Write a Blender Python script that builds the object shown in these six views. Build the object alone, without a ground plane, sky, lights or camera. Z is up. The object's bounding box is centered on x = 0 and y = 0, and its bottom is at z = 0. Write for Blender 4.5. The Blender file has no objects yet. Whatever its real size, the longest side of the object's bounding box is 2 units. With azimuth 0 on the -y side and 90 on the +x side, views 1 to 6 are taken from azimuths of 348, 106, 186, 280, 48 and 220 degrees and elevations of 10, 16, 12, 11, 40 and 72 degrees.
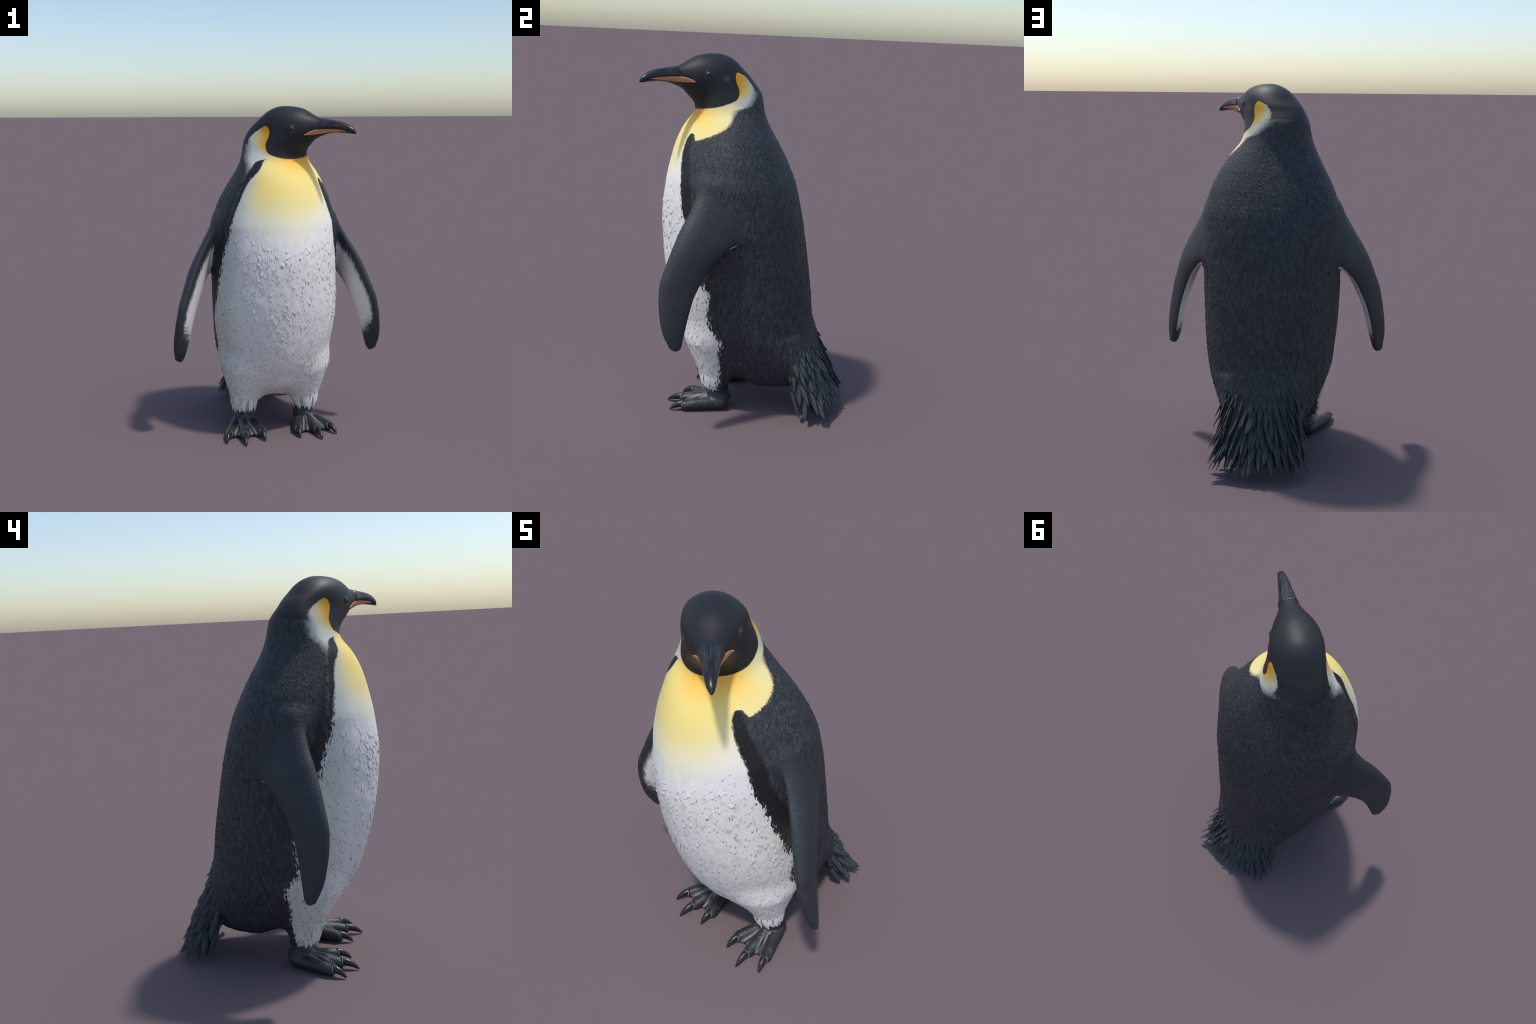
# Emperor-like penguin standing with its head turned to its left.
import numpy as np, math

# ----------------------------------------------------------------- helpers
def pchip(xk, yk, x):
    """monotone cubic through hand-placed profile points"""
    xk = np.asarray(xk, float); yk = np.asarray(yk, float)
    h = np.diff(xk); d = np.diff(yk) / h
    m = np.zeros_like(yk)
    w1 = 2*h[1:] + h[:-1]; w2 = h[1:] + 2*h[:-1]
    ok = (d[1:]*d[:-1]) > 0
    with np.errstate(divide='ignore', invalid='ignore'):
        m[1:-1] = np.where(ok, (w1 + w2)/(w1/d[:-1] + w2/d[1:]), 0)
    m[0] = d[0]; m[-1] = d[-1]
    x = np.clip(x, xk[0], xk[-1])
    i = np.clip(np.searchsorted(xk, x, side='right') - 1, 0, len(h) - 1)
    t = (x - xk[i])/h[i]; t2 = t*t; t3 = t2*t
    return ((2*t3 - 3*t2 + 1)*yk[i] + (t3 - 2*t2 + t)*h[i]*m[i]
            + (-2*t3 + 3*t2)*yk[i+1] + (t3 - t2)*h[i]*m[i+1])

def smin(a, b, k):
    h = np.clip(0.5 + 0.5*(b - a)/k, 0, 1)
    return b + (a - b)*h - k*h*(1 - h)

def smax(a, b, k):
    return -smin(-a, -b, k)

def unit(v):
    v = np.asarray(v, float)
    return v/np.linalg.norm(v)

def capsule(P, A, B, ra, rb):
    A = np.asarray(A, float); B = np.asarray(B, float)
    d = B - A; t = np.clip(((P - A) @ d)/(d @ d), 0, 1)
    return np.linalg.norm(P - A - t[..., None]*d, axis=-1) - (ra + (rb - ra)*t)

# ------------------------------------------------------------ body profiles
# height knots; front edge, back edge and half width of the trunk and neck
ZK = [0.10, 0.20, 0.35, 0.50, 0.70, 0.90, 1.10, 1.30, 1.42, 1.53, 1.62, 1.70, 1.78, 1.86]
Y_FRONT = [-.190, -.258, -.357, -.435, -.496, -.533, -.548, -.527, -.501, -.468, -.421, -.339, -.282, -.235]
Y_BACK = [.250, .363, .386, .356, .331, .298, .259, .204, .152, .095, .045, .011, -.009, -.074]
HALF_W = [.180, .228, .296, .348, .373, .380, .380, .376, .345, .294, .242, .189, .150, .105]
# the widest line of each section, as a fraction of its depth, and the sideways shift of the turned neck
EK = [0.2, 0.7, 1.1, 1.4, 1.54, 1.7]; WIDEST = [.50, .43, .535, .585, .57, .40]
CK = [1.30, 1.42, 1.53, 1.62, 1.70, 1.80]; SHIFT = [0, .001, .003, -.001, -.022, -.050]
POW_FRONT, POW_BACK = 1.88, 2.17

# head frame: eye midpoint, up, left and forward of the turned head
HEAD_UP = unit([0, -0.136, 0.9907])
HEAD_LEFT = np.array([0.655, 0.75, 0.103]); HEAD_LEFT = unit(HEAD_LEFT - HEAD_LEFT @ HEAD_UP*HEAD_UP)
HEAD_FWD = np.cross(HEAD_LEFT, HEAD_UP)
EYES = np.array([0.108, -0.313, 1.8795])
# forward stations of face and beak: top line, bottom line, half width
SK = [-0.12, 0.0, 0.05, 0.10, 0.15, 0.20, 0.25, 0.30, 0.335, 0.352]
FACE_TOP = [.1000, .097, .0835, .0692, .0584, .0545, .0510, .0395, .0210, .0020]
FACE_BOT = [-.1400, -.1318, -.1157, -.0646, -.0365, -.0154, -.0075, -.0062, -.0072, -.006]
FACE_W = [.112, .0987, .0878, .0648, .0465, .0344, .0277, .0200, .0125, .0040]
CRANIUM = dict(s=-.083, u=.009, rs=.151, rl=.126, ru=.103)

# flipper edges (left side), from the shoulder to the tip
LEAD = np.array([[.27, -.10, 1.47], [.364, -.194, 1.33], [.440, -.231, 1.19], [.485, -.260, 1.11], [.550, -.300, .96], [.588, -.321, .865],
                 [.607, -.324, .785], [.624, -.312, .68], [.631, -.294, .60], [.627, -.264, .53], [.619, -.238, .495], [.609, -.222, .4865]])
TRAIL = np.array([[.20, .11, 1.26], [.328, .048, 1.09], [.412, -.025, 1.01], [.459, -.079, .945], [.498, -.122, .865], [.536, -.158, .765],
                  [.556, -.173, .69], [.573, -.185, .61], [.586, -.193, .555], [.595, -.199, .512], [.602, -.207, .495], [.609, -.221, .4866]])
F_ORG = np.array([.47, -.16, .95])
F_SPAN = unit(np.array([.609, -.22, .487]) - np.array([.35, -.065, 1.215]))
F_CHORD = np.array([.085, -.184, .09]); F_CHORD = unit(F_CHORD - F_CHORD @ F_SPAN*F_SPAN)
F_NORM = np.cross(F_SPAN, F_CHORD)
def _edge(E):
    d = E - F_ORG
    o = np.argsort(d @ F_SPAN)
    return (d @ F_SPAN)[o], (d @ F_CHORD)[o], (d @ F_NORM)[o]
F_LP, F_LQ, F_LN = _edge(LEAD)
F_TP, F_TQ, F_TN = _edge(TRAIL)

def flipper_coords(P):
    Pm = np.stack([np.abs(P[..., 0]), P[..., 1], P[..., 2]], -1)
    d = Pm - F_ORG
    return d @ F_SPAN, d @ F_CHORD, d @ F_NORM

def f_flipper(P):
    p, q, n = flipper_coords(P)
    ql = pchip(F_LP, F_LQ, p); qt = pchip(F_TP, F_TQ, p)
    nl = pchip(F_LP, F_LN, p); nt = pchip(F_TP, F_TN, p)
    qc = (ql + qt)/2; qh = np.maximum((ql - qt)/2, .004)
    v = (q - qc)/qh
    vc = np.clip(v, -1, 1)
    n0 = (nl + nt)/2 + (nl - nt)/2*vc
    h = pchip([-.45, -.3, -.1, .1, .3, .42, .475], [.060, .046, .034, .031, .028, .022, .014], p)*(1 + .35*vc)
    h = np.minimum(h, qh*1.2 + .004)
    hin = h*(1 - .45*vc)/(1 + .30*vc)*pchip([-.3, -.1, .1, .4], [1.05, 1.30, 1.62, 1.70], p)
    h = np.where(n > n0, hin, h*pchip([-.35, -.2, -.05, .08, .2], [.9, 1.2, 1.35, 1.15, 1.0], p))               # the inner face is the fuller one
    rho = (np.abs((n - n0)/h)**2 + np.abs(v)**2.3)**(1/2.2)
    f = (rho - 1)*np.minimum(h, qh)
    f = smax(f, p - (F_LP[-1] + .001), .01)
    return smax(f, (F_LP[0] + .12) - p, .05)

TAIL_A = np.array([0, .27, .46]); TAIL_B = np.array([0, .470, .09])
def f_tail(P):
    ax = TAIL_B - TAIL_A; L = np.linalg.norm(ax); ax = ax/L
    nz = np.array([0, -ax[2], ax[1]])
    d = P - TAIL_A
    t = (d @ ax)/L; n = d @ nz
    tc = np.clip(t, 0, 1)
    w = .205 + .03*tc; h = .085 - .055*tc
    curve = -.55*d[..., 0]**2                     # the fan bends forward at its sides
    rho = (np.abs(d[..., 0]/w)**3 + np.abs((n - curve)/h)**2.2)**(1/2.4)
    f = (rho - 1)*h
    return smax(f, np.maximum(t - .93, -t)*L, .03)

def f_leg(P):
    Pm = np.stack([np.abs(P[..., 0]), P[..., 1], P[..., 2]], -1)
    fl = capsule(Pm, [.191, -.174, .42], [.199, -.137, .135], .146, .065)
    return smax(fl, .125 - P[..., 2], .02)

def f_trunk(P):
    x, y, z = P[..., 0], P[..., 1], P[..., 2]
    yf = pchip(ZK, Y_FRONT, z); yb = pchip(ZK, Y_BACK, z); a = pchip(ZK, HALF_W, z)
    e = pchip(EK, WIDEST, z)
    L = np.maximum(yb - yf, .04); c = yf + L*e
    cx = np.where(z > 1.3, pchip(CK, SHIFT, z), 0)
    back = y > c
    hy = np.where(back, L*(1 - e), L*e)
    n = np.where(back, POW_BACK, POW_FRONT)
    rho = (np.abs((x - cx)/a)**n + np.abs((y - c)/hy)**n)**(1/n)
    f = (rho - 1)*np.minimum(a, L*.5)
    f = smax(f, z - 1.86, .05)
    under = .130 + .8*x**2 + .335*np.clip(.10 - y, 0, .4)
    return smax(f, (under - z)*.9, .08)

def head_coords(P):
    d = P - EYES
    return d @ HEAD_FWD, d @ HEAD_LEFT, d @ HEAD_UP

def f_head(P, beak=False):
    s, l, u = head_coords(P)
    c = CRANIUM
    rc = np.sqrt(((s - c['s'])/c['rs'])**2 + (l/c['rl'])**2 + ((u - c['u'])/c['ru'])**2)
    fc = (rc - 1)*c['ru']
    t = pchip(SK, FACE_TOP, s); b = pchip(SK, FACE_BOT, s); w = pchip(SK, FACE_W, s)
    hh = np.maximum((t - b)/2, .002)
    close = np.sqrt(np.clip(1 - (np.clip(.03 - s, 0, .15)/.15)**2, .01, 1))      # round the face off inside the skull
    w = w*close; hh = hh*(.25 + .75*close)
    rm = (np.abs(l/w)**2.2 + np.abs((u - (t + b)/2)/hh)**2.2)**(1/2.2)
    fm = (rm - 1)*np.minimum(w, hh)
    fm = smax(fm, np.maximum(s - (.352 if beak else .175), -.115 - s), .012)
    rj = np.sqrt(((s + .078)/.108)**2 + ((l + .010)/.125)**2 + ((u + .082)/.088)**2)          # full cheeks
    return smin(smin(fc, fm, .045), (rj - 1)*.088, .045)

def f_body(P):
    f = f_trunk(P)
    f = smin(f, f_leg(P), .09)
    f = smin(f, f_tail(P), .05)
    f = smin(f, f_head(P), .138)
    return smin(f, f_flipper(P), .035)

# ------------------------------------------------------------ meshing tools
import bpy
from mathutils import Vector, Matrix, noise as mnoise

RNG = np.random.default_rng(20240611)
SCENE = bpy.context.scene

def gradient(f, P, e=.0015):
    g = np.empty_like(P)
    for i in range(3):
        d = np.zeros(3); d[i] = e
        g[:, i] = (f(P + d) - f(P - d))/(2*e)
    return g

def chunked(f, P, n=400000):
    return np.concatenate([f(P[i:i+n]) for i in range(0, len(P), n)])

def project(f, P, steps=3, target=0.0):
    for _ in range(steps):
        g = gradient(f, P); v = f(P) - target
        P = P - np.clip(v/np.maximum((g*g).sum(1), .05), -.02, .02)[:, None]*g
    g = gradient(f, P)
    return P, g/np.maximum(np.linalg.norm(g, axis=1, keepdims=True), 1e-9)

def surface_nets(f, lo, hi, h, block=6):
    """quad mesh of the zero level of f, evaluated finely only near the surface"""
    lo = np.asarray(lo, float); hi = np.asarray(hi, float)
    nb = np.ceil((hi - lo)/(h*block)).astype(int)
    n = nb*block + 1
    cx = [lo[i] + h*block*(np.arange(nb[i]) + .5) for i in range(3)]
    C = np.stack(np.meshgrid(*cx, indexing='ij'), -1).reshape(-1, 3)
    fc = chunked(f, C).reshape(nb)
    near = np.abs(fc) < h*block*1.5
    F = np.repeat(np.repeat(np.repeat(np.where(fc < 0, -1., 1.), block, 0), block, 1), block, 2)
    F = np.pad(F, ((0, 1),)*3, mode='edge')
    nn = np.pad(near, 1)
    m = np.zeros(n, bool)
    for bi, bj, bk in np.argwhere(near):
        m[bi*block:(bi+1)*block+1, bj*block:(bj+1)*block+1, bk*block:(bk+1)*block+1] = True
    idx = np.argwhere(m)
    F[m] = chunked(f, lo + idx*h)
    S = F < 0
    c = [S[a:n[0]-1+a, b:n[1]-1+b, d:n[2]-1+d] for a in (0, 1) for b in (0, 1) for d in (0, 1)]
    s = sum(x.astype(np.int8) for x in c)
    cells = np.argwhere((s > 0) & (s < 8))
    vid = -np.ones(n - 1, np.int64)
    vid[tuple(cells.T)] = np.arange(len(cells))
    acc = np.zeros((len(cells), 3)); cnt = np.zeros(len(cells))
    off = np.array([[a, b, d] for a in (0, 1) for b in (0, 1) for d in (0, 1)])
    val = [F[tuple((cells + o).T)] for o in off]
    for i in range(8):
        for j in range(i+1, 8):
            if np.abs(off[i] - off[j]).sum() != 1: continue
            a, b = val[i], val[j]
            k = (a < 0) != (b < 0)
            t = np.where(k, a/np.where(k, a - b, 1), 0)
            acc += np.where(k[:, None], off[i] + t[:, None]*(off[j] - off[i]), 0); cnt += k
    V = lo + (cells + acc/cnt[:, None])*h
    quads = []
    for ax in range(3):
        b, d = (ax + 1) % 3, (ax + 2) % 3
        e = np.eye(3, dtype=int)
        A = S[tuple(slice(0, n[i]-1) if i == ax else slice(1, n[i]-1) for i in range(3))]
        B = S[tuple(slice(1, n[i]) if i == ax else slice(1, n[i]-1) for i in range(3))]
        k = np.argwhere(A != B)
        if not len(k): continue
        flip = A[tuple(k.T)]
        base = k.copy(); base[:, b] += 1; base[:, d] += 1
        q = np.stack([vid[tuple((base - e[b] - e[d]).T)], vid[tuple((base - e[d]).T)],
                      vid[tuple(base.T)], vid[tuple((base - e[b]).T)]], 1)
        q[~flip] = q[~flip][:, ::-1]
        quads.append(q)
    return V, np.concatenate(quads)

def mesh_object(name, V, faces, material=None, parent=None, smooth=True):
    me = bpy.data.meshes.new(name)
    faces = np.asarray(faces) if not isinstance(faces, list) else faces
    if isinstance(faces, np.ndarray):
        k = faces.shape[1]
        me.vertices.add(len(V)); me.vertices.foreach_set('co', np.asarray(V, np.float32).ravel())
        me.loops.add(faces.size); me.loops.foreach_set('vertex_index', faces.astype(np.int32).ravel())
        me.polygons.add(len(faces))
        me.polygons.foreach_set('loop_start', np.arange(0, faces.size, k, dtype=np.int32))
        me.update(calc_edges=True)
    else:
        me.from_pydata([tuple(v) for v in V], [], faces); me.update()
    me.validate()
    if smooth:
        me.polygons.foreach_set('use_smooth', np.ones(len(me.polygons), bool))
    ob = bpy.data.objects.new(name, me)
    SCENE.collection.objects.link(ob)
    if material: me.materials.append(material)
    if parent: ob.parent = parent
    return ob

def vertex_normals(V, Q):
    n = np.cross(V[Q[:, 2]] - V[Q[:, 0]], V[Q[:, 3]] - V[Q[:, 1]])
    N = np.zeros_like(V)
    for i in range(4): np.add.at(N, Q[:, i], n)
    return N/np.maximum(np.linalg.norm(N, axis=1, keepdims=True), 1e-12)

def split_regions(V, Q, N, region, names, material, parents):
    """one smooth surface cut into named objects whose borders coincide"""
    out = {}
    for r, name in enumerate(names):
        fq = Q[region == r]
        if not len(fq): continue
        used, inv = np.unique(fq, return_inverse=True)
        ob = mesh_object(name, V[used], inv.reshape(fq.shape), material[r], parents[r])
        ob.data.normals_split_custom_set_from_vertices([tuple(v) for v in N[used]])
        out[r] = ob
    return out

def tube(path, radii, ring=14, squash=1.0, up=(0, 0, 1)):
    """closed tube along a path"""
    path = np.asarray(path, float); n = len(path)
    T = np.gradient(path, axis=0); T /= np.linalg.norm(T, axis=1, keepdims=True)
    A = np.cross(T, up); A /= np.maximum(np.linalg.norm(A, axis=1, keepdims=True), 1e-9)
    B = np.cross(A, T)
    a = np.linspace(0, 2*np.pi, ring, endpoint=False)
    V = [p + r*(np.cos(a)[:, None]*A[i] + squash*np.sin(a)[:, None]*B[i])
         for i, (p, r) in enumerate(zip(path, radii))]
    V = np.concatenate(V + [path[:1], path[-1:]])
    F = []
    for i in range(n - 1):
        for j in range(ring):
            k = (j + 1) % ring
            F.append((i*ring + j, i*ring + k, (i+1)*ring + k, (i+1)*ring + j))
    for j in range(ring):
        k = (j + 1) % ring
        F.append((n*ring, k, j)); F.append((n*ring + 1, (n-1)*ring + j, (n-1)*ring + k))
    return V, F

# ---------------------------------------------------------- node expressions
class Ex:
    """a shader value; arithmetic on it lays out Math nodes"""
    def __init__(self, g, s): self.g, self.s = g, s
    def __add__(self, o): return self.g.m('ADD', self, o)
    __radd__ = __add__
    def __sub__(self, o): return self.g.m('SUBTRACT', self, o)
    def __rsub__(self, o): return self.g.m('SUBTRACT', o, self)
    def __mul__(self, o): return self.g.m('MULTIPLY', self, o)
    __rmul__ = __mul__
    def __truediv__(self, o): return self.g.m('DIVIDE', self, o)
    def __pow__(self, o): return self.g.m('POWER', self, o)
    def abs(self): return self.g.m('ABSOLUTE', self)
    def clamp(self):
        r = self.g.m('ADD', self, 0.0); r.s.node.use_clamp = True; return r

class Graph:
    def __init__(self, name):
        self.mat = bpy.data.materials.new(name); self.mat.use_nodes = True
        self.t = self.mat.node_tree; self.t.nodes.clear()
        self.out = self.new('ShaderNodeOutputMaterial')
        self.bsdf = self.new('ShaderNodeBsdfPrincipled')
        self.t.links.new(self.bsdf.outputs[0], self.out.inputs[0])
        tc = self.new('ShaderNodeTexCoord'); self.obj = tc.outputs['Object']
        sp = self.new('ShaderNodeSeparateXYZ'); self.t.links.new(self.obj, sp.inputs[0])
        self.x, self.y, self.z = (Ex(self, sp.outputs[i]) for i in range(3))
    def new(self, k): return self.t.nodes.new(k)
    def put(self, sock, v):
        if isinstance(v, Ex): self.t.links.new(v.s, sock)
        elif hasattr(v, 'is_output'): self.t.links.new(v, sock)
        else: sock.default_value = v
    def m(self, op, a, b=None, c=None):
        n = self.new('ShaderNodeMath'); n.operation = op
        for i, v in enumerate((a, b, c)):
            if v is not None: self.put(n.inputs[i], v)
        return Ex(self, n.outputs[0])
    def dot(self, v, off):
        """(p - off) . v on object coordinates"""
        return self.x*float(v[0]) + self.y*float(v[1]) + self.z*float(v[2]) - float(np.dot(v, off))
    def curve(self, x, xs, ys):
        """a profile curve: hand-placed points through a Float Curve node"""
        x0, x1 = xs[0], xs[-1]; y0, y1 = min(ys), max(ys)
        if y1 - y0 < 1e-9: y1 = y0 + 1
        n = self.new('ShaderNodeFloatCurve'); c = n.mapping.curves[0]
        P = [((a - x0)/(x1 - x0), (b - y0)/(y1 - y0)) for a, b in zip(xs, ys)]
        c.points[0].location = P[0]; c.points[1].location = P[-1]
        for q in P[1:-1]: c.points.new(*q)
        for p in c.points: p.handle_type = 'AUTO_CLAMPED'
        n.mapping.update()
        self.put(n.inputs['Value'], ((x - x0)*(1/(x1 - x0))).clamp())
        return Ex(self, n.outputs[0])*(y1 - y0) + y0
    def step(self, x, a, b):
        """smooth 0..1 as x goes from a to b"""
        n = self.new('ShaderNodeMapRange'); n.interpolation_type = 'SMOOTHSTEP'
        self.put(n.inputs[0], x)
        if a <= b: v = (a, b, 0., 1.)
        else: v = (b, a, 1., 0.)
        for i in range(4): n.inputs[1 + i].default_value = v[i]
        return Ex(self, n.outputs[0])
    def noise(self, scale, detail=3., stretch=(1, 1, 1), rough=.55, vec=None):
        mp = self.new('ShaderNodeMapping'); mp.inputs['Scale'].default_value = stretch
        self.put(mp.inputs[0], vec if vec is not None else self.obj)
        n = self.new('ShaderNodeTexNoise'); n.inputs['Scale'].default_value = scale
        n.inputs['Detail'].default_value = detail; n.inputs['Roughness'].default_value = rough
        self.t.links.new(mp.outputs[0], n.inputs['Vector'])
        return Ex(self, n.outputs['Fac'])
    def voronoi(self, scale, stretch=(1, 1, 1), vec=None, feature='F1', rand=1.):
        mp = self.new('ShaderNodeMapping'); mp.inputs['Scale'].default_value = stretch
        self.put(mp.inputs[0], vec if vec is not None else self.obj)
        n = self.new('ShaderNodeTexVoronoi'); n.inputs['Scale'].default_value = scale
        n.feature = feature; n.inputs['Randomness'].default_value = rand
        self.t.links.new(mp.outputs[0], n.inputs['Vector'])
        return Ex(self, n.outputs['Distance'])
    def vec(self, a, b, c):
        n = self.new('ShaderNodeCombineXYZ')
        for i, v in enumerate((a, b, c)): self.put(n.inputs[i], v)
        return n.outputs[0]
    def mix(self, f, a, b):
        n = self.new('ShaderNodeMix'); n.data_type = 'RGBA'
        self.put(n.inputs[0], f)
        for sock, v in ((n.inputs[6], a), (n.inputs[7], b)):
            self.put(sock, v if hasattr(v, 'is_output') else (*v, 1.))
        return n.outputs[2]
    def bump(self, height, strength, dist, normal=None):
        n = self.new('ShaderNodeBump'); n.inputs['Strength'].default_value = strength
        n.inputs['Distance'].default_value = dist
        self.put(n.inputs['Height'], height)
        if normal is not None: self.t.links.new(normal, n.inputs['Normal'])
        return n.outputs[0]
    def finish(self, colour, rough, normal=None, spec=.5, **kw):
        self.put(self.bsdf.inputs['Base Color'], colour if hasattr(colour, 'is_output') else (*colour, 1.))
        self.put(self.bsdf.inputs['Roughness'], rough)
        self.put(self.bsdf.inputs['Specular IOR Level'], spec)
        if normal is not None: self.t.links.new(normal, self.bsdf.inputs['Normal'])
        for k, v in kw.items(): self.put(self.bsdf.inputs[k.replace('_', ' ')], v)
        return self.mat

DEG = 57.29578

def plumage_material(flipper=False):
    g = Graph('flipper_plumage' if flipper else 'plumage')
    x, y, z = g.x, g.y, g.z
    # angles round the trunk (0 = front) and round the turned head
    theta = g.m('ARCTAN2', x, (y + .12)*-1.0)*DEG
    ath = theta.abs()
    s = g.dot(HEAD_FWD, EYES); l = g.dot(HEAD_LEFT, EYES); u = g.dot(HEAD_UP, EYES)
    az = g.m('ARCTAN2', l, s + .083)*DEG
    aaz = az.abs()
    left = g.step(az, -.5, .5)
    # barbs: fine noise drawn out along the feathers, wobbling every colour border
    barb = g.noise(80, 3., (1, 1, .16)) - .5
    tuft = g.noise(16, 2., (1, 1, .4)) - .5
    fringe = g.noise(95, 3., (1, 1, .42)) - .5
    low = g.step(z, 1.50, 1.05)
    wob = fringe*(low*17. + 4.) + tuft*(low*7. + .5)
    # --- pale front of the trunk
    edge = g.curve(z, [.10, .255, .364, .445, .496, .556, .64, .722, .79, .90, .99, 1.08, 1.156, 1.23, 1.31, 1.395, 1.47, 1.53, 1.58, 1.637, 1.69, 1.71],
                   [91, 95, 95, 98, 93, 87, 86, 88, 81, 74.5, 70, 66, 61.5, 57, 54.5, 51.5, 47.5, 44.5, 40, 30, 26, 0])
    edge_l = g.curve(z, [1.50, 1.56, 1.60, 1.66, 1.69, 1.71], [0, 4, 14, 26, 34, 50])*g.step(theta, -1, 1)
    front = g.step(edge + edge_l + wob - ath, -1.2, 1.2)
    # --- pale lobe below the left ear and pale half-collar behind the right one
    ub = u + (g.noise(170, 3., (1, 1, .5)) - .5)*.030*g.step(u, -.16, -.22)
    rear_l = g.curve(ub, [-.345, -.336, -.326, -.313, -.293, -.268, -.232, -.199, -.187, -.155, -.126, -.08, -.043, -.019, -.001, .012],
                     [0, 22, 36, 52, 66, 77, 87, 96, 115, 128.5, 136, 142, 139, 131, 117, 80])
    rear_r = g.curve(u, [-.262, -.24, -.219, -.20, -.179, -.138, -.10, -.065, -.044, -.013, .007, .014],
                     [112, 118.6, 124, 130, 135.6, 140, 145, 146, 143, 134, 120, 80])
    str_l = g.curve(u, [-.345, -.325, -.313, -.300, -.292, -.28], [26, 24, 22, 20, 2, -20])
    str_r = g.curve(u, [-.262, -.23, -.20, -.183, -.175, -.168], [119, 118, 116.5, 110, 96, 0])
    soft = g.step(u, -.03, -.13)*g.m('MAXIMUM', g.step(u, -.235, -.195), 1. - left)              # borders: crisp at the ear, soft down the neck
    rear = rear_r + (rear_l - rear_r)*left
    stripe = str_r + (str_l - str_r)*left
    wob2 = barb*(6. + soft*8.)
    a_in = (rear + wob2 - aaz)
    patch = (a_in*.5/(.55 + soft*8. + g.step(u, -.17, -.21)*left*2.5)+.5).clamp()*g.step(aaz + barb*3. - stripe, -1.5, 1.5)
    pale = g.m('MAXIMUM', front, patch)
    # --- black hood with the ear notch
    base = g.curve(aaz, [0, 50, 67, 83, 95, 105, 113, 128, 180], [-.172, -.174, -.171, -.163, -.155, -.146, -.125, -.112, -.112])
    earf = g.curve(u, [-.165, -.157, -.141, -.12, -.092, -.046, -.026, -.012, -.002, .008], [83, 92, 103.5, 109, 112, 109.5, 110, 112.5, 117, 126])
    ear = g.step(aaz - earf, -.8, .8)*(a_in*.6 + .5).clamp()
    hood_w = g.step(aaz, 118, 140)
    hood = g.m('MULTIPLY', (((u - base + barb*.004)*(1/.004))*(1. - hood_w*.75) + .5).clamp(), 1. - ear)
    # --- yellow of throat and breast
    amin = g.m('MINIMUM', ath, 48.)
    fade = z - (amin*amin)*.000052 + tuft*.03 + (g.noise(60, 2., (1, 1, .1)) - .5)*.05
    yel = g.step(fade, 1.18, 1.46)
    throat = g.step(u + (aaz*aaz)*-.0000045, -.30, -.165)*g.step((az + 18.).abs(), 88, 30)
    cream = g.step(az, 40, 95)*g.step(u, -.36, -.28)
    white = g.mix(g.step(z + tuft*.1, 1.30, 1.10), (.84, .825, .795), (.775, .755, .715))  # lower white darkened to carry the fine shadows among belly feathers
    c_yel = g.mix(cream, g.mix(throat, g.mix(g.step(fade, 1.32, 1.55), (.91, .81, .43), (.93, .74, .24)), (.95, .50, .065)), (.91, .80, .44))
    col = g.mix(yel, white, c_yel)
    # ear: orange along its front and top, fading to grey-white behind and below
    d_ear = aaz - earf
    org = g.step(d_ear + g.m('MAXIMUM', u*-1. - .03, 0.)*150., 30, 6)
    org2 = g.step(d_ear + g.m('MAXIMUM', u*-1. - .03, 0.)*150., 46, 14)
    earzone = g.step(u, -.20, -.12)*g.step(aaz, 85, 100)
    ecol = g.mix(org, g.mix(org2, (.57, .59, .54), (.74, .56, .15)), (.88, .41, .025))
    col = g.mix(earzone, col, ecol)
    neckw = g.step(aaz, 92, 116)*g.step(u, -.115, -.17)
    col = g.mix(neckw, col, (.62, .62, .55))
    # belly: soiled flecks, then grey spots painted for shade behind feather tips
    fleck = g.step(g.noise(38, 2., (1, 1, .55)), .62, .71)*g.step(z, 1.32, 1.1)
    col = g.mix(fleck*.38, col, (.40, .37, .36))
    painted_hollow_shade = g.step(g.noise(24, 2., (1, 1, .6)), .56, .74)*g.step(z, 1.32, 1.12)
    col = g.mix(painted_hollow_shade*.50, col, (.50, .50, .52))
    painted_tip_shadow = g.step(g.noise(95, 1.5, (1, 1, .55)), .63, .72)*g.step(g.noise(13, 2.), .40, .60)*g.step(z, 1.34, 1.16)
    col = g.mix(painted_tip_shadow*.85, col, (.17, .17, .19))
    soil = g.step(g.noise(5, 3.), .52, .75)*g.step(z, .6, .2)
    col = g.mix(soil*.25, col, (.50, .47, .43))
    # --- dark plumage
    mott = g.step(g.noise(75, 3., (1, 1, .28)), .25, .85)
    blue = g.noise(6, 3.)
    dark = g.mix(mott, (.010, .0125, .0165), (.060, .066, .076))
    dash = g.step(g.noise(150, 2., (1, 1, .30)), .52, .72)
    dark = g.mix(dash*.65, dark, (.098, .106, .120))
    if flipper: dark = g.mix(g.noise(95, 2., (.5, .5, 1.6)), (.014, .018, .024), (.044, .050, .058))
    dark = g.mix(g.step(blue, .45, .72)*.6, dark, (.026, .027, .029))
    # smooth black stripe along the white breast
    band = g.curve(z, [.8, 1.0, 1.15, 1.3, 1.45, 1.58, 1.7], [12, 14, 13, 12, 11, 10, 12])
    strip = g.m('MULTIPLY', 0., 0.) if flipper else g.step(ath + tuft*5. - edge - band, 2.5, -1.)*g.step(z, .85, 1.05)*g.step(ath, 95, 80)
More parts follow.
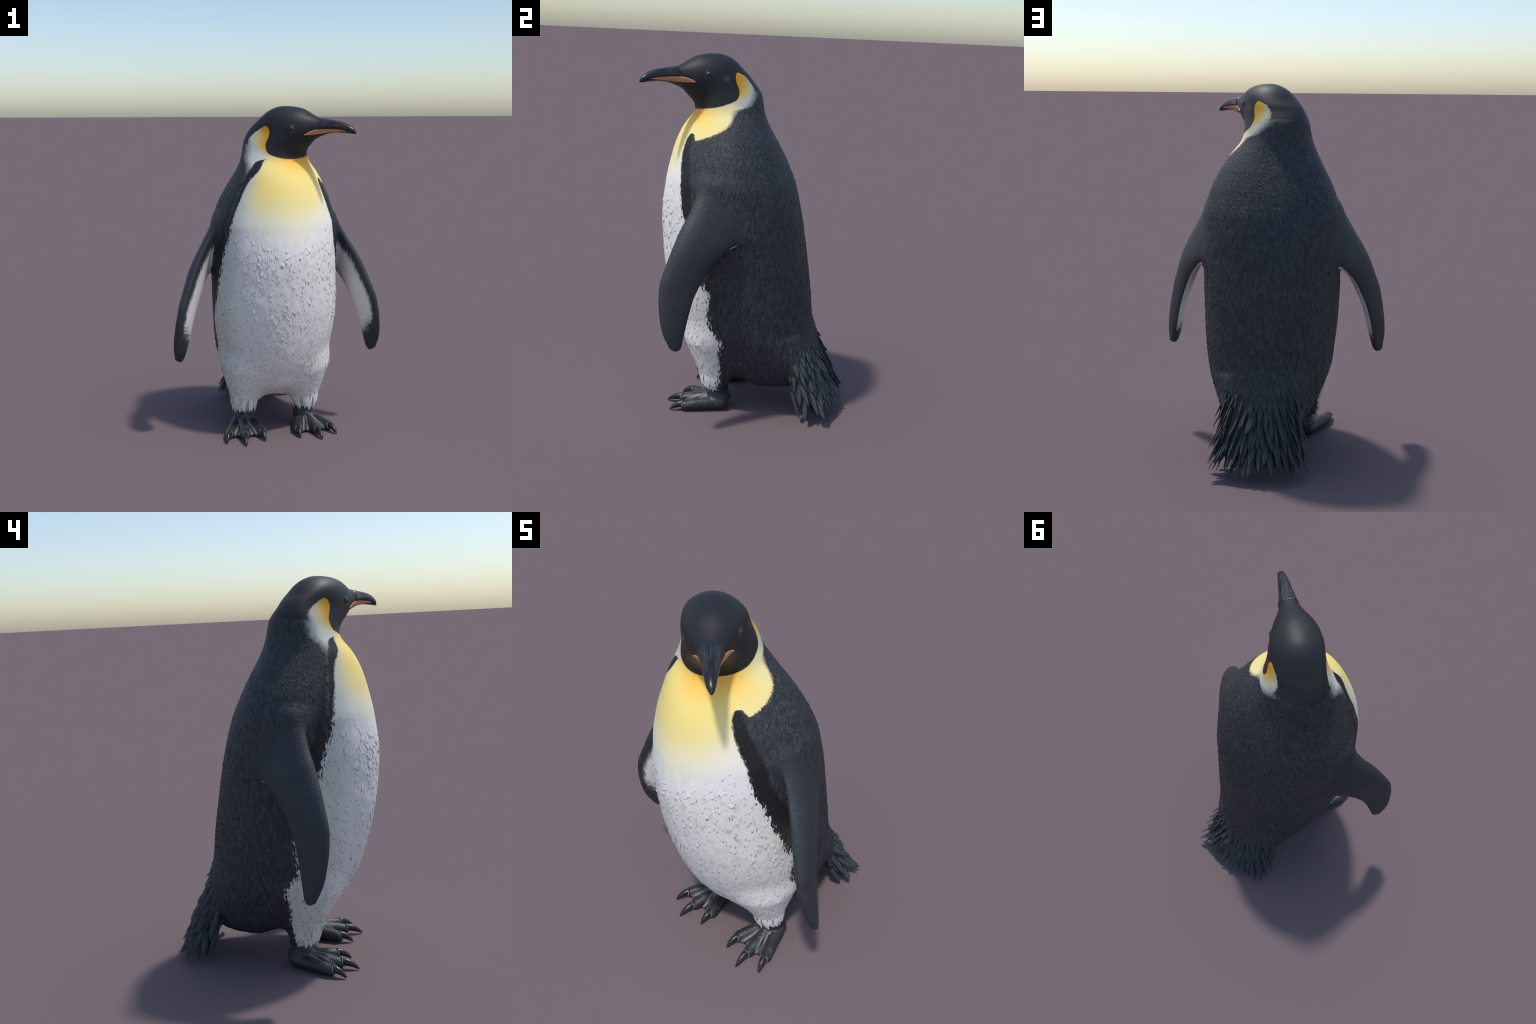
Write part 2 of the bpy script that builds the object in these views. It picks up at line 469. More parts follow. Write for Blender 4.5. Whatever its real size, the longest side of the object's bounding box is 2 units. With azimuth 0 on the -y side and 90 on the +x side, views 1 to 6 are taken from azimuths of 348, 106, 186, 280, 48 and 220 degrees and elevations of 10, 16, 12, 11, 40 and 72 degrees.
    dark = g.mix(strip, dark, (.0085, .009, .010))
    # --- flippers: pale inside with a dark rim and tip
    ax = x.abs()
    def fl(v):
        return ax*float(v[0]) + y*float(v[1]) + z*float(v[2]) - float(np.dot(v, F_ORG))
    p, q, n = fl(F_SPAN), fl(F_CHORD), fl(F_NORM)
    ql = g.curve(p, list(F_LP), list(F_LQ)); qt = g.curve(p, list(F_TP), list(F_TQ))
    nl = g.curve(p, list(F_LP), list(F_LN)); nt = g.curve(p, list(F_TP), list(F_TN))
    v = (q*2. - ql - qt)/g.m('MAXIMUM', ql - qt, .01)
    vc = g.m('MINIMUM', g.m('MAXIMUM', v, -1.), 1.)
    nin = (n - (nl + nt)*.5 - (nl - nt)*.5*vc)*FLIP_IN
    speck = (g.noise(90, 3.) - .5)
    inner = (g.step(nin + barb*.004, -.001, .0035)*g.step(vc + barb*.4, .76, .50)
             * g.step(p + speck*.16 + vc*.05, .36, .27)*g.step(p, -.27, -.19))
    # --- assemble
    pale = g.m('MULTIPLY', pale, 1. - g.step(ath, 130, 150)*g.step(z, 1.6, 1.5))
    body = dark if flipper else g.mix(pale, dark, col)
    hoodc = g.mix(g.noise(12, 2.), (.011, .012, .0145), (.018, .019, .0215))
    cheek = g.m('SQRT', (s + .088)*(s + .088) + (l - .13)*(l - .13) + (u + .03)*(u + .03)*1.4)
    hoodc = g.mix(g.step(cheek, .030, .008)*.85, hoodc, (.155, .075, .022))
    olive = g.step(u, -.168, -.135)*g.step(u, -.095, -.125)*g.step(aaz, 88, 60)
    hoodc = g.mix(olive*.55, hoodc, (.028, .023, .008))
    body = g.mix(inner, body, (.74, .70, .66)) if flipper else g.mix(hood, body, hoodc)
    # --- grain: barbs as bump; the hood and flippers lie smoother
    streak = g.noise(120, 2., (1, 1, .18))
    pale = pale*(1. - hood)
    smooth = g.m('MAXIMUM', hood, g.m('MAXIMUM', patch, g.step(fade, 1.28, 1.40)*pale))
    onflip = g.step(ax, .38, .43) if flipper else g.m('MULTIPLY', 0., 0.)
    if flipper: smooth = g.m('MULTIPLY', 0., 0.); pale = inner
    hgt = (streak + dash*.5)*(1. - pale*.85)*(1. - g.m('MAXIMUM', smooth*.85, hood*.97))*(1. - onflip*.75)
    scale = g.noise(150, 1.5, (.6, .6, 1.5))
    nrm = g.bump(hgt + scale*onflip*.4*(1. - pale*.8), .8, .005)
    lum = (1. - pale)
    rough = .62 - hood*.08 - onflip*.10*lum + pale*.15
    return g.finish(body, rough, nrm, spec=.45 - pale*.25)

FLIP_IN = 1.0

def foot_material():
    g = Graph('foot_skin')
    ax = g.x.abs()
    pos = g.vec(ax, g.y, g.z)
    grain = g.noise(140, 3., (1, 1, 1))
    cre = g.noise(60, 2., (.35, .35, 2.2))
    col = g.mix(grain, (.010, .0115, .013), (.036, .038, .040))
    # pale worn creases beside the toes
    def seg(A, B, w):
        A = np.array(A); B = np.array(B); d = B - A; L2 = float(d @ d)
        t = (((ax - float(A[0]))*float(d[0]) + (g.y - float(A[1]))*float(d[1]))*(1/L2)).clamp()
        dx = ax - float(A[0]) - t*float(d[0]); dy = g.y - float(A[1]) - t*float(d[1])
        return g.step(g.m('SQRT', dx*dx + dy*dy) + (grain - .5)*.006, w, w*.25)
    lines = None
    for A, B, w in FOOT_CREASES:
        e = seg(A, B, w); lines = e if lines is None else g.m('MAXIMUM', lines, e)
    col = g.mix(lines*(grain*.8 + .1)*g.step(g.z, .09, .06), col, (.36, .35, .33))
    worn = g.step(g.noise(22, 3., (1, 1, 1)), .50, .72)*g.step(g.z, .02, .045)
    col = g.mix(worn*.40, col, (.115, .112, .105))
    scales = g.voronoi(190)
    nrm = g.bump(cre*g.step(g.z, .05, .075) + scales*.6, .6, .003)
    return g.finish(col, .42, nrm, spec=.5)

def simple_material(name, a, b, rough, scale=30., spec=.5, bump=0., stretch=(1, 1, 1), **kw):
    g = Graph(name)
    nz = g.noise(scale, 3., stretch)
    nrm = g.bump(nz, bump, .003) if bump else None
    return g.finish(g.mix(nz, a, b), rough, nrm, spec=spec, **kw)

def bill_material():
    g = Graph('bill_horn')
    s = g.dot(HEAD_FWD, EYES); l = g.dot(HEAD_LEFT, EYES); u = g.dot(HEAD_UP, EYES)
    line = g.noise(1., 2., (1, 1, 1), vec=g.vec(l*330., s*14., u*60.))
    top = g.step(u, .022, .04)*g.step(s, .30, .25)
    col = g.mix(g.noise(60, 2.), (.008, .0095, .0115), (.018, .021, .026))
    col = g.mix(g.step(line, .50, .68)*top*.8, col, (.060, .066, .076))  # highlights on the groove ridges drawn as lighter streaks
    base = g.step((s - .1335).abs(), .006, .001)*g.step(u, .035, .05)
    col = g.mix(base*.5, col, (.11, .115, .12))
    return g.finish(col, .32, g.bump(line*top, .5, .003), spec=.5)

# toe lines of the left foot: root, cuticle; (x, y, z, radius)
TOES = [((.221, -.100, .042, .040), (.312, -.284, .030, .029)),
        ((.198, -.150, .052, .038), (.2248, -.324, .029, .029)),
        ((.170, -.130, .042, .040), (.1150, -.296, .030, .030))]
CLAWS = [((.318, -.302, .035), (.344, -.3665, .0035)),
         ((.2265, -.343, .034), (.2355, -.4275, .0035)),
         ((.1145, -.315, .035), (.1095, -.380, .0035))]
FOOT_CREASES = [((.216, -.190), (.262, -.322), .007), ((.226, -.180), (.284, -.300), .007),
                ((.190, -.190), (.178, -.322), .007), ((.184, -.190), (.146, -.312), .007),
                ((.172, -.178), (.240, -.184), .010)]

def f_foot(P):
    """left foot: three toes, two webs, ankle"""
    f = None
    for a, b in TOES:
        c = capsule(P, a[:3], b[:3], a[3], b[3])
        f = c if f is None else smin(f, c, .012)
    # webs: thin slab between neighbouring toe lines with a hollow front edge
    for i in (0, 1):
        A = np.array(TOES[i][0][:2]); B = np.array(TOES[i][1][:2])
        C = np.array(TOES[i+1][0][:2]); D = np.array(TOES[i+1][1][:2])
        xy = P[..., :2]
        def side(p0, p1, s):
            d = unit(p1 - p0); n = np.array([d[1], -d[0]])*s
            return (xy - p0) @ n
        e1 = side(A, B, -1); e2 = side(C, D, 1)
        mid = (B + D)/2; fd = unit(mid - (A + C)/2); sd = np.array([fd[1], -fd[0]])
        half = np.linalg.norm(B - D)/2
        lat = (xy - mid) @ sd
        front = (xy - mid) @ fd - (-.010 + .020*(lat/half)**2)
        backe = -((xy - (A + C)/2) @ fd)
        w = np.maximum(np.maximum(e1, e2), np.maximum(front, backe))
        slope = np.clip(-((xy - mid) @ fd), 0, .2)*.18
        slab = np.abs(P[..., 2] - .013 - slope) - .0075 - slope*.6
        f = smin(f, smax(w, slab, .006), .014)
    ank = capsule(P, (.193, -.125, .22), (.190, -.126, .088), .046, .050)
    f = smin(f, ank, .030)
    # skin roll round the ankle, hanging lower at the heel
    d = P - np.array([.190, -.120, .082]); d = d + 0
    zz = d[..., 2] + .10*d[..., 1]*-1.0*-1
    r = np.sqrt(d[..., 0]**2 + (d[..., 1]*.92)**2)
    roll = np.sqrt((r - .046)**2 + ((zz)*.75)**2) - .0165
    f = smin(f, roll, .010)
    return smax(f, -(P[..., 2] - .0015), .004)

def eye_parts(sign, parent, m_eye, m_iris, m_lid):
    P = EYES + sign*.10*HEAD_LEFT
    P, n = project(f_body, P[None], 6); P, n = P[0], unit(n[0]*1.0 + .10*HEAD_FWD)
    c = P - n*.0145
    R = Vector(n).to_track_quat('Z', 'Y').to_matrix()
    # eyeball, iris disc dome and lid ring lathed round the gaze axis
    def lathe(name, prof, mat, par, ring=40):
        V = []; F = []
        a = np.linspace(0, 2*np.pi, ring, endpoint=False)
        for r, h in prof: V += [(r*math.cos(t), r*math.sin(t), h) for t in a]
        m = len(prof)
        for i in range(m - 1):
            for j in range(ring):
                k = (j+1) % ring
                F.append((i*ring + j, i*ring + k, (i+1)*ring + k, (i+1)*ring + j))
        V = np.array(V) @ np.array(R).T + c
        return mesh_object(name, V, F, mat, par)
    K = 1.14
    t = np.linspace(1.35, .003, 14)
    ball = lathe('eye', [(K*.0185*math.sin(k), K*.0185*math.cos(k)) for k in t], m_eye, parent)
    t = np.linspace(.42, .003, 6)
    lathe('pupil', [(K*.0189*math.sin(k), K*.0189*math.cos(k)) for k in t], m_iris, parent)
    t = np.linspace(0, 2*np.pi, 13)
    lathe('eyelid', [(K*(.0178 + .0034*math.cos(k)), K*(.0100 + .0030*math.sin(k))) for k in -t], m_lid, parent)

def bill(parent, m_bill, m_plate):
    """dark bill lofted from the face profile, with two orange side plates"""
    st = np.concatenate([np.linspace(.130, .30, 28), np.linspace(.306, .3515, 16)])
    ring = 72; V = []
    for k, s in enumerate(st):
        t = float(pchip(SK, FACE_TOP, s)); b = float(pchip(SK, FACE_BOT, s)); w = float(pchip(SK, FACE_W, s))
        h = max((t - b)/2, .002); m = (t + b)/2
        grow = .0012*min(1, (s - .130)/.018) - (.012 if k == 0 else .004 if k == 1 else 0)
        for j in range(ring):
            a = 2*np.pi*j/ring; ca, sa = math.cos(a), math.sin(a)
            l = w*np.sign(ca)*abs(ca)**(2/2.2); u = m + h*np.sign(sa)*abs(sa)**(2/2.2)
            cut = float(pchip(PLATE_S, PLATE_TOP, s))
            up = 1/(1 + math.exp(-(u - cut)/.0012))          # upper half overhangs the plates
            groove = 0
            if sa > .15:
                groove = -.0022*(.5 + .5*math.cos(l/w*15 + .8*math.sin(s*60)))*max(0, 1 - abs(s - .195)/.075)*min(1, (sa - .15)*3)
            g = grow + .0018*up + groove - (.006*max(0, 1 - (s - .13)/.045) if sa < -.2 else 0)
            r = math.hypot(l, u - m) + 1e-6
            l += g*l/r; u += g*(u - m)/r
            V.append(EYES + s*HEAD_FWD + l*HEAD_LEFT + u*HEAD_UP)
    n = len(st); F = []
    for i in range(n - 1):
        for j in range(ring):
            k = (j+1) % ring
            F.append((i*ring + j, (i+1)*ring + j, (i+1)*ring + k, i*ring + k))
    V.append(EYES + .3535*HEAD_FWD - .003*HEAD_UP)
    for j in range(ring): F.append(((n-1)*ring + j, len(V) - 1, (n-1)*ring + (j+1) % ring))
    ob = mesh_object('bill', np.array(V), F, m_bill, parent)
    fb = lambda P: np.minimum(f_body(P), f_head(P, True))
    for sg in (1, -1):
        ns, nu = 60, 15
        S = np.linspace(.068, .300, ns); P = []; lift = []
        for s in S:
            a = float(pchip(PLATE_S, PLATE_TOP, s)); b = float(pchip(PLATE_S, PLATE_LOW, s))
            for j in range(nu):
                t = j/(nu - 1)
                P.append((s, a + (b - a)*t))
                e = min(t, 1 - t)*2
                lift.append(-.0022 + .0042*min(1, e*3.2)**.7 - (.003 if s in (S[0], S[-1]) else 0))
        P = np.array(P); lift = np.array(lift)
        base = EYES + P[:, :1]*HEAD_FWD + P[:, 1:]*HEAD_UP
        lo = np.zeros(len(P)); hi = np.full(len(P), .13)
        for _ in range(24):
            mid = (lo + hi)/2
            ins = fb(base + sg*mid[:, None]*HEAD_LEFT) < 0
            lo = np.where(ins, mid, lo); hi = np.where(ins, hi, mid)
        Q = base + sg*lo[:, None]*HEAD_LEFT
        g = gradient(fb, Q); g /= np.linalg.norm(g, axis=1, keepdims=True)
        Q = Q + g*lift[:, None]
        F = []
        for i in range(ns - 1):
            for j in range(nu - 1):
                f = (i*nu + j, (i+1)*nu + j, (i+1)*nu + j+1, i*nu + j+1)
                F.append(f if sg < 0 else f[::-1])
        mesh_object('bill_plate', Q, F, m_plate, parent)
    return ob

PLATE_S = [.068, .075, .09, .118, .153, .20, .252, .285, .302]
PLATE_TOP = [-.032, -.0255, -.014, -.001, .0090, .0135, .0135, .0105, .0080]
PLATE_LOW = [-.0345, -.0335, -.0325, -.0290, -.0235, -.0120, -.0020, .0035, .0068]

def scatter(V, Q, keep, spacing, tries):
    """random points on the body surface, no closer than the spacing"""
    fq = Q[keep]
    A = np.linalg.norm(np.cross(V[fq[:, 1]] - V[fq[:, 0]], V[fq[:, 2]] - V[fq[:, 0]]), axis=1)
    pick = RNG.choice(len(fq), tries, p=A/A.sum())
    w = RNG.random((tries, 2))
    a = V[fq[pick]]
    P = ((a[:, 0]*(1 - w[:, :1]) + a[:, 1]*w[:, :1])*(1 - w[:, 1:]) + (a[:, 3]*(1 - w[:, :1]) + a[:, 2]*w[:, :1])*w[:, 1:])
    grid = {}; out = []
    cell = spacing
    K = np.floor(P/cell).astype(int)
    for i in range(tries):
        k = tuple(K[i]); ok = True
        for dx in (-1, 0, 1):
            for dy in (-1, 0, 1):
                for dz in (-1, 0, 1):
                    for j in grid.get((k[0]+dx, k[1]+dy, k[2]+dz), ()):
                        if ((P[i] - P[j])**2).sum() < spacing*spacing: ok = False; break
                    if not ok: break
                if not ok: break
            if not ok: break
        if ok: grid.setdefault(k, []).append(i); out.append(i)
    return P[out]

# outline of a small body feather: (along, half width, height above the skin)
PLUME = [(0, .5, -.30), (.25, .85, -.05), (.50, 1.0, .06), (.70, .80, .32), (.86, .44, .75), (1.0, .03, 1.0), (.82, .34, -.40)]

def plume_mesh(name, roots, dirs, length, width, lift, material, parent, f=f_body, sink=.0015):
    n = len(roots); m = len(PLUME); cols = (-1., -.5, 0., .5, 1.)
    nrm = gradient(f, roots); nrm /= np.linalg.norm(nrm, axis=1, keepdims=True)
    D = dirs - (dirs*nrm).sum(1)[:, None]*nrm; D /= np.maximum(np.linalg.norm(D, axis=1, keepdims=True), 1e-6)
    W = np.cross(nrm, D)
    pts = np.empty((n, m, 5, 3)); off = np.empty((n, m, 5))
    bend = RNG.normal(0, .12, n)
    for i, (t, w, h) in enumerate(PLUME):
        for j, c in enumerate(cols):
            pts[:, i, j] = roots + D*(t*length)[:, None] + W*((w*c*.5)*width + bend*t*t*length)[:, None]
            off[:, i, j] = lift*h*(1 - .30*c*c) - .0008*abs(c) - (sink if i == 0 else sink*.35 if i == 1 else 0)
    P, N = project(f, pts.reshape(-1, 3), 2)
    P = P + N*off.reshape(-1, 1)
    base = np.arange(n)[:, None]*(m*5)
    F = []
    for i in range(m - 1):
        for j in range(4):
            F.append(np.array([i*5 + j, i*5 + j+1, (i+1)*5 + j+1, (i+1)*5 + j]))
    F = (base[:, :, None] + np.array(F)[None]).reshape(-1, 4)
    ob = mesh_object(name, P, F, material, parent)
    ob['kind'] = 'stuff'
    return ob

def tail_feather_mesh(name, seed, material):
    r = np.random.default_rng(seed)
    n = 12; V = []
    curl = r.uniform(-.06, .10)
    for i in range(n):
        t = i/(n - 1)
        w = .5*float(pchip([0, .25, .5, .75, .9, 1.], [.7, .98, 1., .82, .48, .03], np.array([t]))[0])
        zc = -curl*t*t
        for c, h in ((-1, -.10), (-.55, .16), (-.12, .30), (0, .42), (.12, .30), (.55, .16), (1, -.10), (.5, -.30), (-.5, -.30)):
            ridge = 1 + .10*math.sin(t*9 + seed)
            V.append((c*w*ridge, t, zc + h*w*.75))
    F = []
    for i in range(n - 1):
        for j in range(9):
            k = (j+1) % 9
            F.append((i*9 + j, (i+1)*9 + j, (i+1)*9 + k, i*9 + k))
    F.append(tuple(range(9))[::1]); F.append(tuple(range((n-1)*9, n*9))[::-1])
    me = bpy.data.meshes.new(name); me.from_pydata(V, [], F); me.update()
    me.polygons.foreach_set('use_smooth', np.ones(len(me.polygons), bool))
    me.materials.append(material)
    return me

def build():
    root = bpy.data.objects.new('penguin', None); SCENE.collection.objects.link(root)
    root['label'] = 'standing black and white penguin, yellow breast, head turned'
    root['category'] = 'penguin'
    m_pl = plumage_material(); m_fl = plumage_material(True); m_ft = foot_material()
    m_bill = bill_material()
    m_plate = simple_material('bill_plate_orange', (.52, .21, .085), (.68, .32, .155), .40, 25.)
    m_claw = simple_material('claw_horn', (.009, .010, .011), (.022, .024, .026), .33, 40.)
    m_cut = simple_material('cuticle', (.10, .10, .105), (.26, .26, .26), .5, 120.)
    m_eye = simple_material('iris', (.030, .019, .014), (.095, .062, .046), .12, 160., .5)
    m_pup = simple_material('pupil', (.002, .002, .002), (.003, .003, .003), .05, 10., .6)
    m_lid = simple_material('eyelid', (.022, .021, .021), (.048, .046, .045), .45, 200.)
    m_tail = simple_material('tail_vane', (.020, .025, .031), (.074, .085, .096), .58, 9., .45, .5, (14, .8, 14))

    # ---- body: one smooth skin, later cut into its parts
    V, Q = surface_nets(f_body, (-.70, -.62, .08), (.70, .60, 2.04), .0062)
    V, G = project(f_body, V, 2)
    # relax the joints of head, neck, shoulder and thigh so that no seam shows
    wgt = np.clip((V[:, 2] - 1.3)/.2, 0, 1)*np.clip((.165 - head_coords(V)[0])/.05, 0, 1)
    wgt = np.maximum(wgt, np.clip((.50 - V[:, 2])/.1, 0, 1)*np.clip((V[:, 2] - .16)/.04, 0, 1))*.5
    E4 = np.concatenate([Q[:, [0, 1]], Q[:, [1, 2]], Q[:, [2, 3]], Q[:, [3, 0]]])
    deg = np.bincount(E4[:, 0], minlength=len(V))[:, None]
    for _ in range(40):
        A = np.zeros_like(V)
        for i in range(3): A[:, i] = np.bincount(E4[:, 0], weights=V[E4[:, 1], i], minlength=len(V))
        V = V + (A/np.maximum(deg, 1) - V)*wgt[:, None]
    # soft lumps of plumage on trunk and thighs
    zz = V[:, 2]
    amp = np.clip((1.40 - zz)/.25, 0, 1)*np.clip((.37 - (np.abs(V[:, 0]) - .0))/.03, 0, 1)
    lump = np.array([mnoise.fractal(Vector((p[0]*26, p[1]*26, p[2]*11)), 1.0, 2.0, 2) if a > 0 else 0 for p, a in zip(V, amp)])
    V = V + G*(lump*amp*.0022)[:, None]
    N = vertex_normals(V, Q)
    C = V[Q].mean(1)
    s, l, u = head_coords(C)
    reg = np.zeros(len(Q), int)                                    # torso
    reg[C[:, 2] + .25*C[:, 1] > 1.50] = 1                          # neck
    reg[u - .25*np.clip(-s - .08, 0, 1)*-1 > -.165] = 2            # head
    ff = f_flipper(C); ft = f_trunk(C)
    fl = (ff < ft - .004) & (C[:, 2] < 1.45) & (np.abs(C[:, 0]) > .3)
    reg[fl & (C[:, 0] > 0)] = 3; reg[fl & (C[:, 0] < 0)] = 4
    lg = (f_leg(C) < ft) & (C[:, 2] < .30)
    reg[lg & (C[:, 0] > 0)] = 5; reg[lg & (C[:, 0] < 0)] = 6
    tl = (f_tail(C) < ft - .003) & (C[:, 1] > .25) & (C[:, 2] < .5)
    reg[tl] = 7
    names = ['torso', 'neck', 'head', 'flipper', 'flipper', 'leg', 'leg', 'tail']
    part = split_regions(V, Q, N, reg, names, [m_pl]*3 + [m_fl]*2 + [m_pl]*3, [root]*8)
    torso, head, tail = part[0], part[2], part[7]

    # ---- face
    for sg in (1, -1): eye_parts(sg, head, m_eye, m_pup, m_lid)
    bill(head, m_bill, m_plate)

    # ---- feet
    FV, FQ = surface_nets(f_foot, (.06, -.40, -.01), (.38, -.02, .215), .0042)
    FV, FG = project(f_foot, FV, 2)
    FV[:, 2] = np.maximum(FV[:, 2], 0.0005)
    rough = np.array([mnoise.noise(Vector((p[0]*40, p[1]*40, p[2]*260))) for p in FV])
    FV = FV + FG*(rough*.0011*np.clip((FV[:, 2] - .05)/.02, 0, 1))[:, None]
    for sg in (1, -1):
        A = FV*np.array([sg, 1, 1]); q = FQ if sg > 0 else FQ[:, ::-1]
        foot = mesh_object('foot', A, q, m_ft, root)
        for b, t in CLAWS:
            b = np.array(b); t = np.array(t)
            k = np.linspace(0, 1, 14)[:, None]
            mid = b*.45 + t*.55 + np.array([0, 0, .022])
            d = unit(t - b)
            path = (1-k)**2*(b - d*.012) + 2*k*(1-k)*mid + k**2*t
            rad = .0160*(1 - k[:, 0]**1.7)**.8 + .0028
            cv, cf = tube(path*np.array([sg, 1, 1]), rad, 16, 1.12)
            cv[:, 2] = np.maximum(cv[:, 2], 0)
            mesh_object('claw', cv, cf, m_claw, foot)
            dirv = unit(mid - b)
            aa = np.linspace(0, 2*np.pi, 40, endpoint=False)
            e1 = unit(np.cross(dirv, (0, 0, 1))); e2 = np.cross(e1, dirv)
            ringp = b + dirv*.002 + .0205*np.cos(aa)[:, None]*e1 + .0222*np.sin(aa)[:, None]*e2
            RV = []; RF = []
            for i, (pt, a) in enumerate(zip(ringp, aa)):
                o = math.cos(a)*e1 + math.sin(a)*e2
                for c in np.linspace(0, 2*np.pi, 8, endpoint=False):
                    RV.append(pt + .0028*(math.cos(c)*o + math.sin(c)*dirv))
                for j in range(8):
                    RF.append((i*8 + j, ((i+1) % 40)*8 + j, ((i+1) % 40)*8 + (j+1) % 8, i*8 + (j+1) % 8))
            RV = np.array(RV); RV[:, 2] = np.maximum(RV[:, 2], .001)
            mesh_object('cuticle', RV*np.array([sg, 1, 1]), RF, m_cut, foot)

    # ---- small feathers of belly and back
    th = np.degrees(np.arctan2(C[:, 0], -(C[:, 1] + .12))); ath = np.abs(th)
    edge = pchip([.10, .364, .445, .556, .722, .79, .90, 1.08, 1.23, 1.395, 1.58], [91, 95, 98, 87, 88, 81, 74.5, 66, 57, 51.5, 40], C[:, 2])
    trunk = (reg == 0) | (reg == 5) | (reg == 6)
    bare = np.clip((C[:, 2] - (1.22 + .0035*ath)), 0, 1) > 0
    belly = trunk & (ath < edge - 1) & ~bare
    R = scatter(V, Q, belly, .022, 9000)
    n = len(R)
    side = np.stack([np.sign(R[:, 0])*.0, np.zeros(n), np.zeros(n)], 1)
    sway = np.array([mnoise.noise(Vector((p[0]*5, p[1]*5, p[2]*5))) for p in R])
    clump = np.array([mnoise.noise(Vector((p[0]*6 + 9, p[1]*6, p[2]*4))) for p in R])
    D = np.tile([0., 0., -1.], (n, 1)) + RNG.normal(0, .20, (n, 3)) + sway[:, None]*np.array([.8, 0, 0])
    big = np.clip(.75 + clump*1.1, .15, 1.35)
    D[:, 1] += np.clip(.5 - R[:, 2], 0, .5)*.8
    plume_mesh('belly_feathers', R, D, RNG.uniform(.045, .095, n), RNG.uniform(.012, .028, n), RNG.uniform(.002, .0075, n)*(RNG.random(n)**.8)*big, m_pl, torso)
    backf = (trunk | ((reg == 1) & (C[:, 2] < 1.56))) & (ath > edge + 12) & ~((np.abs(C[:, 0]) > .33) & (np.abs(C[:, 1] + .08) < .16) & (C[:, 2] > 1.0) & (C[:, 2] < 1.42))
    R = scatter(V, Q, backf, .0165, 22000)
    n = len(R)
    D = np.tile([0., .10, -1.], (n, 1)) + RNG.normal(0, .10, (n, 3))
    D[:, 1] += np.clip(1.6 - R[:, 2], 0, .5)*-.2
    lift = RNG.uniform(.0010, .0042, n)*np.clip(1.75 - R[:, 2], .3, 1) + (RNG.random(n) < .06)*.003
    plume_mesh('back_feathers', R, D, RNG.uniform(.022, .040, n), RNG.uniform(.008, .014, n), lift, m_pl, torso)
    # ragged hem of long feathers round each ankle
    a = np.linspace(0, 2*np.pi, 46, endpoint=False)
    for sg in (1, -1):
        r0 = np.stack([sg*(.199 + .08*np.cos(a)), -.137 + .07*np.sin(a), .235 + 0*a], 1) + RNG.normal(0, .006, (46, 3))
        r0, _ = project(f_body, r0, 4)
        D = np.tile([0., 0., -1.], (46, 1)) + RNG.normal(0, .10, (46, 3))
        hem = plume_mesh('hem_feathers', r0, D, RNG.uniform(.075, .115, 46), RNG.uniform(.018, .028, 46), RNG.uniform(.002, .005, 46), m_pl, part[5 if sg > 0 else 6], sink=.008,
                         f=lambda P: capsule(np.stack([np.abs(P[:, 0]), P[:, 1], P[:, 2]], 1), [.191, -.174, .42], [.199, -.137, .07], .146, .058))

    # ---- tail: layered stiff feathers
    kinds = [tail_feather_mesh('tail_feather', i, m_tail) for i in range(5)]
    axis = unit(TAIL_B - TAIL_A)
    nout = np.array([0, -axis[2], axis[1]])            # away from the back, rearward
    count = 0
    rows = [(-.08, .065, .022, 17), (.01, .08, .027, 16), (.10, .095, .031, 15), (.20, .12, .029, 15), (.30, .13, .029, 15), (.40, .14, .030, 14), (.50, .145, .030, 14), (.60, .15, .031, 13), (.69, .155, .031, 13), (.77, .16, .031, 12), (.84, .16, .031, 12)]
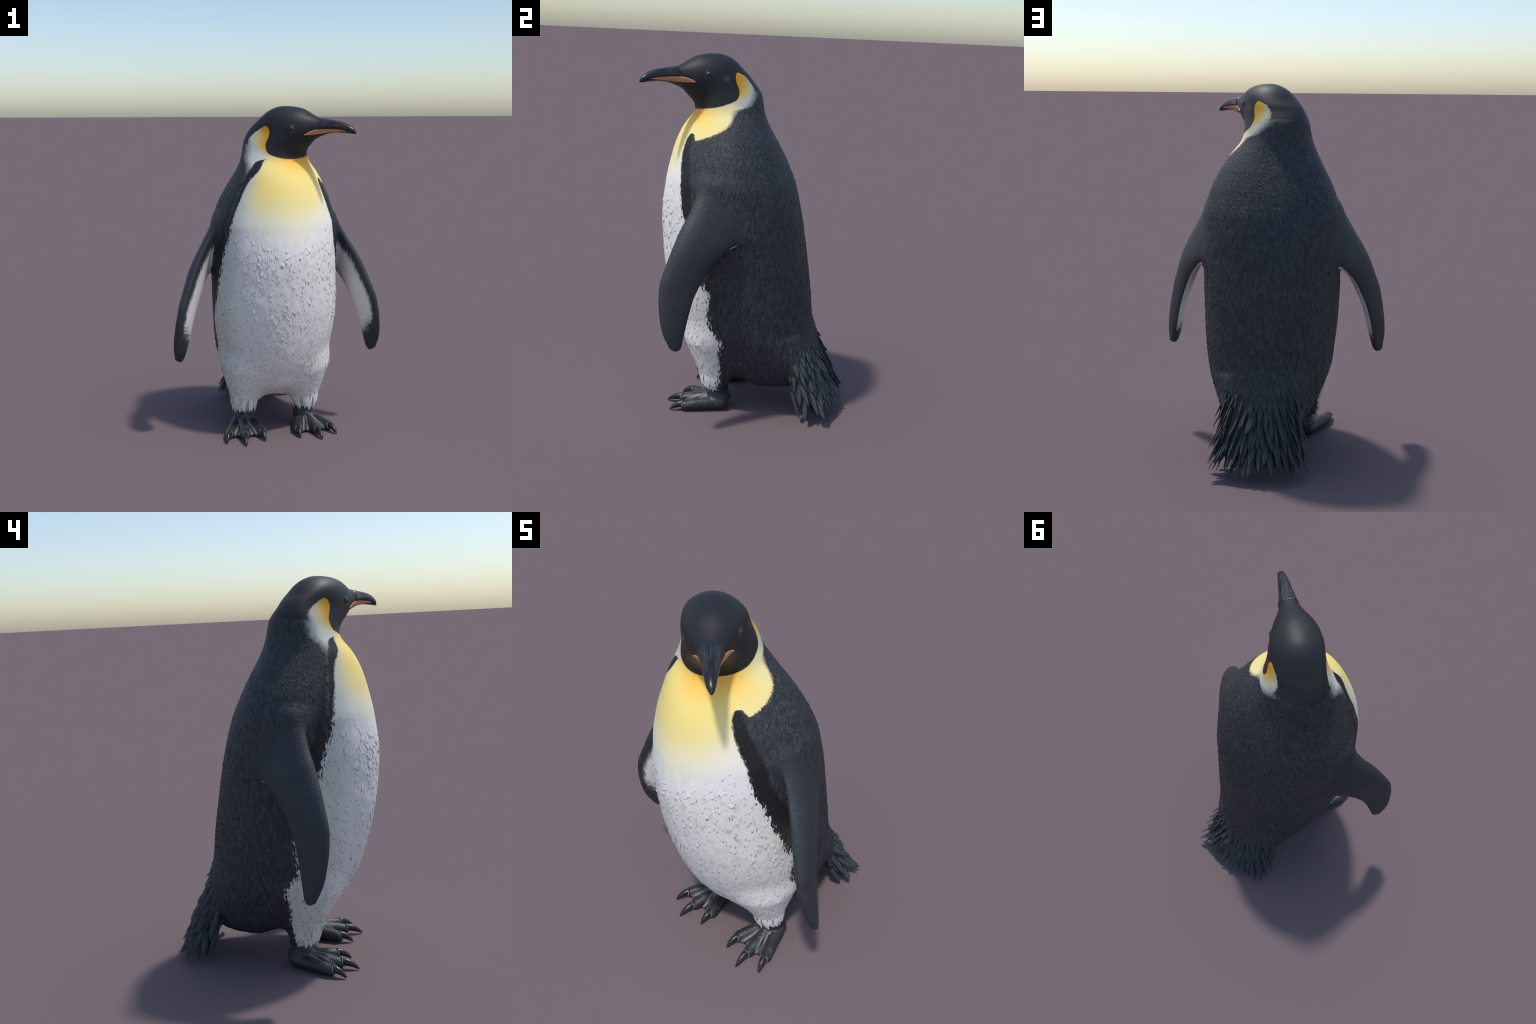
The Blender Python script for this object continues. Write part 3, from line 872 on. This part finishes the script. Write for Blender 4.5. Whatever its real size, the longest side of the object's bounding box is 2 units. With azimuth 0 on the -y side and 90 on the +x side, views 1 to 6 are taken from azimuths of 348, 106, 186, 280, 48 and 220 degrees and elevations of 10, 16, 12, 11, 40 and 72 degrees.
    def place(P, d, nrm, L, W):
        nonlocal count
        x = unit(np.cross(d, nrm)); zc = np.cross(x, d)
        M = Matrix(((x[0]*W, d[0]*L, zc[0]*W, P[0]), (x[1]*W, d[1]*L, zc[1]*W, P[1]), (x[2]*W, d[2]*L, zc[2]*W, P[2]), (0, 0, 0, 1)))
        ob = bpy.data.objects.new('tail_feather', kinds[count % 5]); SCENE.collection.objects.link(ob)
        ob.parent = tail; ob.matrix_world = M
        count += 1
    Lax = np.linalg.norm(TAIL_B - TAIL_A)
    for face in (1, -1):
        for ri, (t, L, W, k) in enumerate(rows):
            if face < 0 and t < .30: continue
            for i in range(k):
                v = (i + .5 + RNG.uniform(-.3, .3) + .5*(ri % 2) - .25)/k*2 - 1
                tt = t + RNG.uniform(-.05, .05)
                w = .205 + .03*tt; h = .085 - .055*tt
                xx = v*w*.98
                yy = face*h*max(0., 1 - abs(v)**3)**(1/2.2)
                P = TAIL_A + axis*tt*Lax + np.array([xx, 0, 0]) + nout*(yy - .55*xx*xx)
                nrm = unit(nout*face*(1.1 - abs(v)) + np.array([v*1.1, 0, 0]))
                fan = .42*v*(.5 + .5*t)
                d = unit(axis + np.array([fan, 0, 0]) + nrm*RNG.uniform(.02, .16) + RNG.normal(0, .05, 3) + nout*(.06 if face > 0 else -.22))
                pass
                low = RNG.uniform(.0, .035)
                Lf = L*RNG.uniform(.9, 1.15)
                if P[2] + d[2]*Lf*.82 < low: Lf = max(.05, (P[2] - low)/-d[2]/.82)
                place(P - nrm*.004 - d*Lf*.18, d, nrm, Lf, W*RNG.uniform(.85, 1.15))
    # fringe hanging below the rump, under and beside the tail
    for i in range(34):
        v = (i + .5)/17*2 - 1 if i < 17 else (i - 16.5)/17*2 - 1
        back = .0 if i < 17 else .05
        P = np.array([v*.225, .315 + back + .05*(1 - v*v) + RNG.uniform(-.012, .012), .185 + RNG.uniform(-.02, .02)])
        d = unit(np.array([.22*v, .42 + RNG.uniform(-.1, .1), -1.]) + RNG.normal(0, .05, 3))
        nrm = unit(np.array([v*.8, -.7 + .5*abs(v), -.2]))
        place(P, d, nrm, RNG.uniform(.12, .165), RNG.uniform(.028, .036))
    bpy.context.view_layer.update()
    return root

build()
